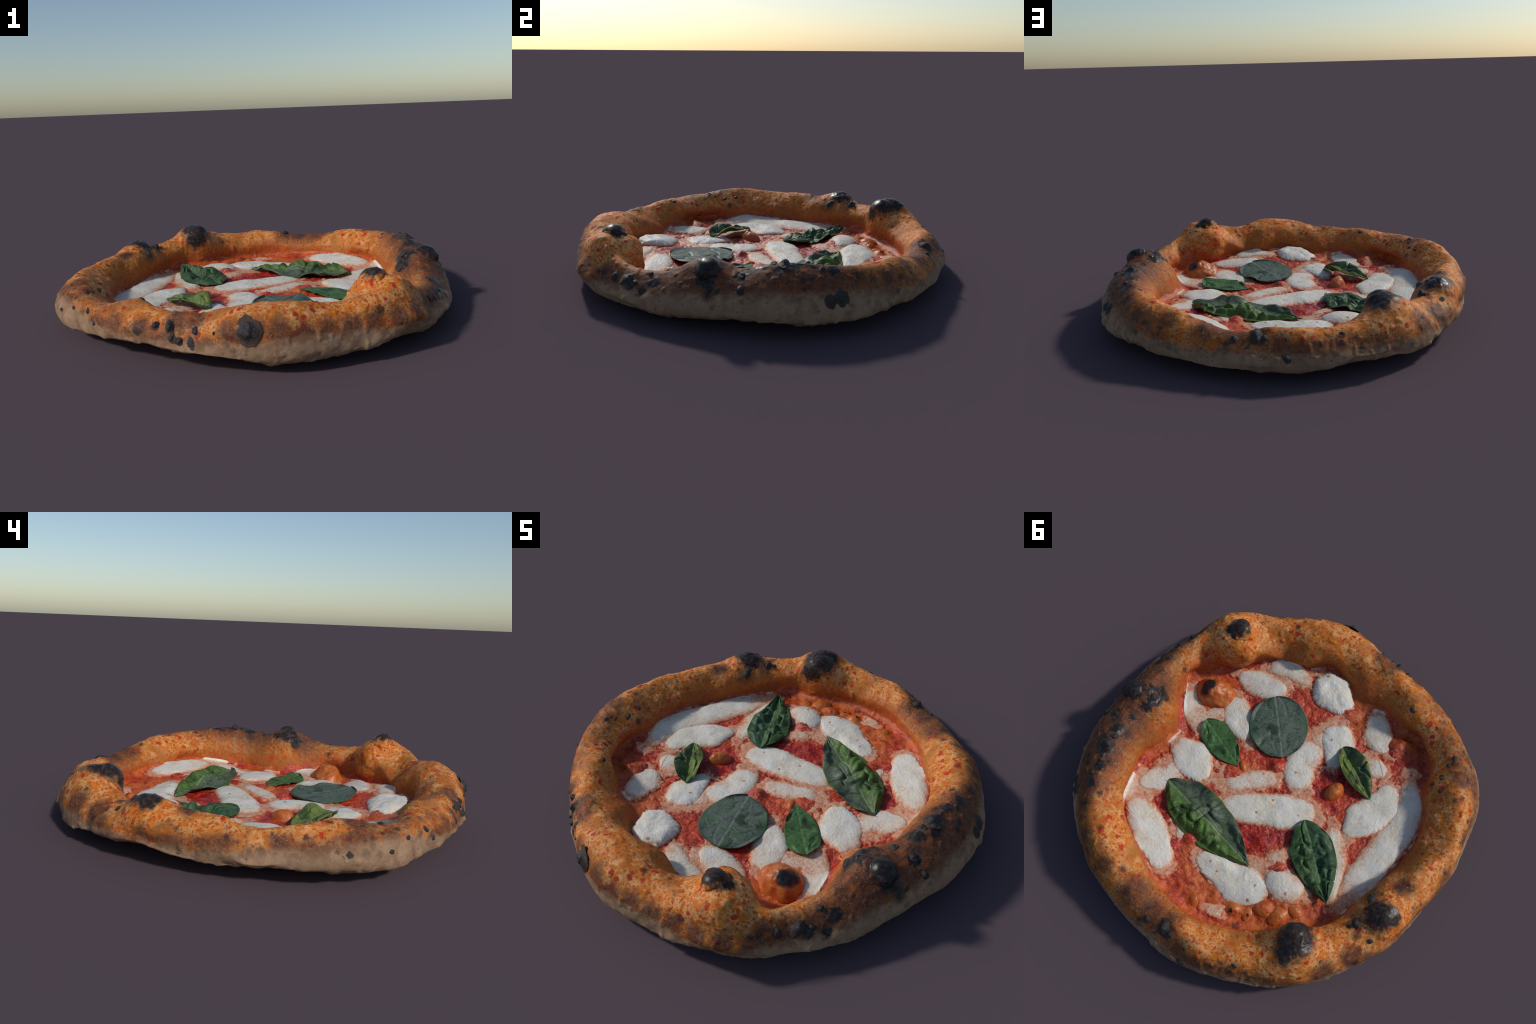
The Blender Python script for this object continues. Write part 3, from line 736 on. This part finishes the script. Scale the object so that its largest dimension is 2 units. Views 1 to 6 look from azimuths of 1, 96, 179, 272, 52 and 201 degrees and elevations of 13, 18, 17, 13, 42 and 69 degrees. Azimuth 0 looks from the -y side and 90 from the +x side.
# ------------------------------------------------------------------ basil
def leaf(base, tip, half, outline, left, right, arch, wrinkle, mat, seed, roll=0.0, wilt=.012):
    """base, tip: ends of the midrib; left/right: (height at the quarter, middle and edge of the blade) above the midrib line"""
    base, tip = np.array(base), np.array(tip)
    d = tip - base; L = np.linalg.norm(d)
    nu, nv = 110, 61
    u = np.linspace(0, 1, nu); v = np.linspace(-1, 1, nv)
    U, Vv = np.meshgrid(u, v, indexing='ij')
    a, b = outline
    w = (np.clip(U, 1e-4, 1) ** a * np.clip(1 - U, 1e-4, 1) ** b); w /= (u ** a * (1 - u) ** b).max()
    X = U * L
    env = np.sin(np.pi * U) ** .7
    def prof(t, h):
        return np.interp(t, [0, .33, .66, 1], [0, h[0], h[1], h[2]])
    av = np.abs(Vv)
    H = np.where(Vv > 0, prof(av, left), prof(av, right))
    for _ in range(5):
        H[:, 1:-1] = (H[:, :-2] + 2 * H[:, 1:-1] + H[:, 2:]) / 4
    P3 = np.stack([X * 1.0, Vv * half * 1.0, np.full_like(X, seed * 2.3)], -1).reshape(-1, 3)
    edge_wave = noise(P3, 12, seed).reshape(X.shape) * av ** 3 * .016
    rad = 1 - .5 * np.abs(H).max() / (half + 1e-6) * .25
    Y = Vv * w * half * rad * (1 + .05 * noise(P3 * np.array([1, 0, 1]), 16, seed + 2).reshape(X.shape))
    ph = (X - np.abs(Y) * .75) * 17.0
    quilt = (np.abs(np.sin(np.pi * ph)) ** .6 - .5) * np.clip(av * 3, 0, 1) * (1 - av ** 3)
    Q3 = P3 + .03 * np.stack([fbm(P3, 10, 2, seed + 21), fbm(P3, 10, 2, seed + 22), 0 * P3[:, 0]], -1)
    crease = (1 - np.abs(noise(Q3 * np.array([1, .8, 1]), 13, seed + 6)) * 2.2).reshape(X.shape)
    wr = fbm(P3, 9, 2, seed + 7).reshape(X.shape) * .8 - np.clip(crease, 0, 1) ** 2 * .9
    Z = arch * env + H * env + wilt * (fbm(P3, 6, 1, seed + 31)).reshape(X.shape) * env
    Z -= .004 * np.exp(-(Y / .006) ** 2)
    # nothing sinks into the bed it lies on
    rot = Vector(d).to_track_quat('X', 'Z')
    M = np.array(rot.to_matrix())
    W = np.stack([X, Y, Z], -1) @ M.T + base
    lift = bed(W[..., 0], W[..., 1]) + .014 - W[..., 2]
    crumple = wrinkle * (quilt * .62 + wr * 1.25) * np.sin(np.pi * np.clip(U, 0, 1)) ** .5 + edge_wave
    Z = Z + np.where(lift > -.01, (lift + .01) ** 2 / (np.abs(lift + .01) + .012), 0) + crumple
    floor = bed(W[..., 0], W[..., 1]) + .013 - base[2] - (tip[2] - base[2]) * U
    Z = floor + np.logaddexp(0, (Z - floor) / .004) * .004
    # thickness: upper and lower skins joined at the margin
    th = .0035
    top = np.stack([X, Y, Z], -1)
    low = top.copy(); low[..., 2] -= th
    ring = np.concatenate([top, low[:, ::-1]], 1)
    me = grid_mesh('basil_leaf', ring.transpose(0, 1, 2), mat, True, [(0, True), (-1, False)])
    return add_object('basil_leaf', me, pizza, base, rot)

G = dict(deep=(0.030, 0.077, 0.021), green=(0.056, 0.143, 0.029), bright=(0.113, 0.205, 0.036), grey=(0.128, 0.154, 0.128), lime=(0.205, 0.277, 0.051), rib=(0.164, 0.246, 0.102))
mat_round = leaf_material('basil_grey_green', G['grey'], G['grey'], (0.063, 0.138, 0.059), (0.246, 0.286, 0.235), .155)
mat_small = leaf_material('basil_green', (0.077, 0.169, 0.056), (0.087, 0.184, 0.062), (0.051, 0.128, 0.036), (0.143, 0.256, 0.102), .078)
mat_long = leaf_material('basil_two_tone', (0.113, 0.138, 0.102), (0.092, 0.190, 0.029), (0.072, 0.133, 0.030), (0.226, 0.286, 0.154), .118)
mat_dark = leaf_material('basil_dark', (0.051, 0.107, 0.056), (0.082, 0.154, 0.056), (0.041, 0.092, 0.030), (0.184, 0.277, 0.143), .104)
mat_lime = leaf_material('basil_lime', (0.072, 0.113, 0.063), (0.143, 0.215, 0.046), (0.184, 0.241, 0.051), (0.226, 0.307, 0.102), .066)
leaf((.208, -.458, .088), (.034, -.156, .058), .158, (.50, .56), (.004, .004, .002), (.006, .008, .004), -.012, .006, mat_round, 3, 0, .007)
leaf((.492, -.188, .078), (.225, -.016, .064), .086, (.68, 1.0), (.008, .014, .008), (.018, .020, .010), -.008, .014, mat_small, 5, 0, .008)
leaf((.518, .204, .080), (-.049, .438, .066), .130, (.74, 1.05), (-.004, .012, .022), (.032, .046, .000), .002, .022, mat_long, 8, 0, .014)
leaf((-.206, .112, .066), (-.464, .460, .110), .118, (.70, 1.0), (.030, .036, .008), (.040, .028, -.016), -.020, .022, mat_dark, 13, 0, .014)
leaf((-.236, -.334, .082), (-.470, -.127, .074), .078, (.62, .85), (.014, .030, .040), (.024, .040, .036), -.004, .016, mat_lime, 17)
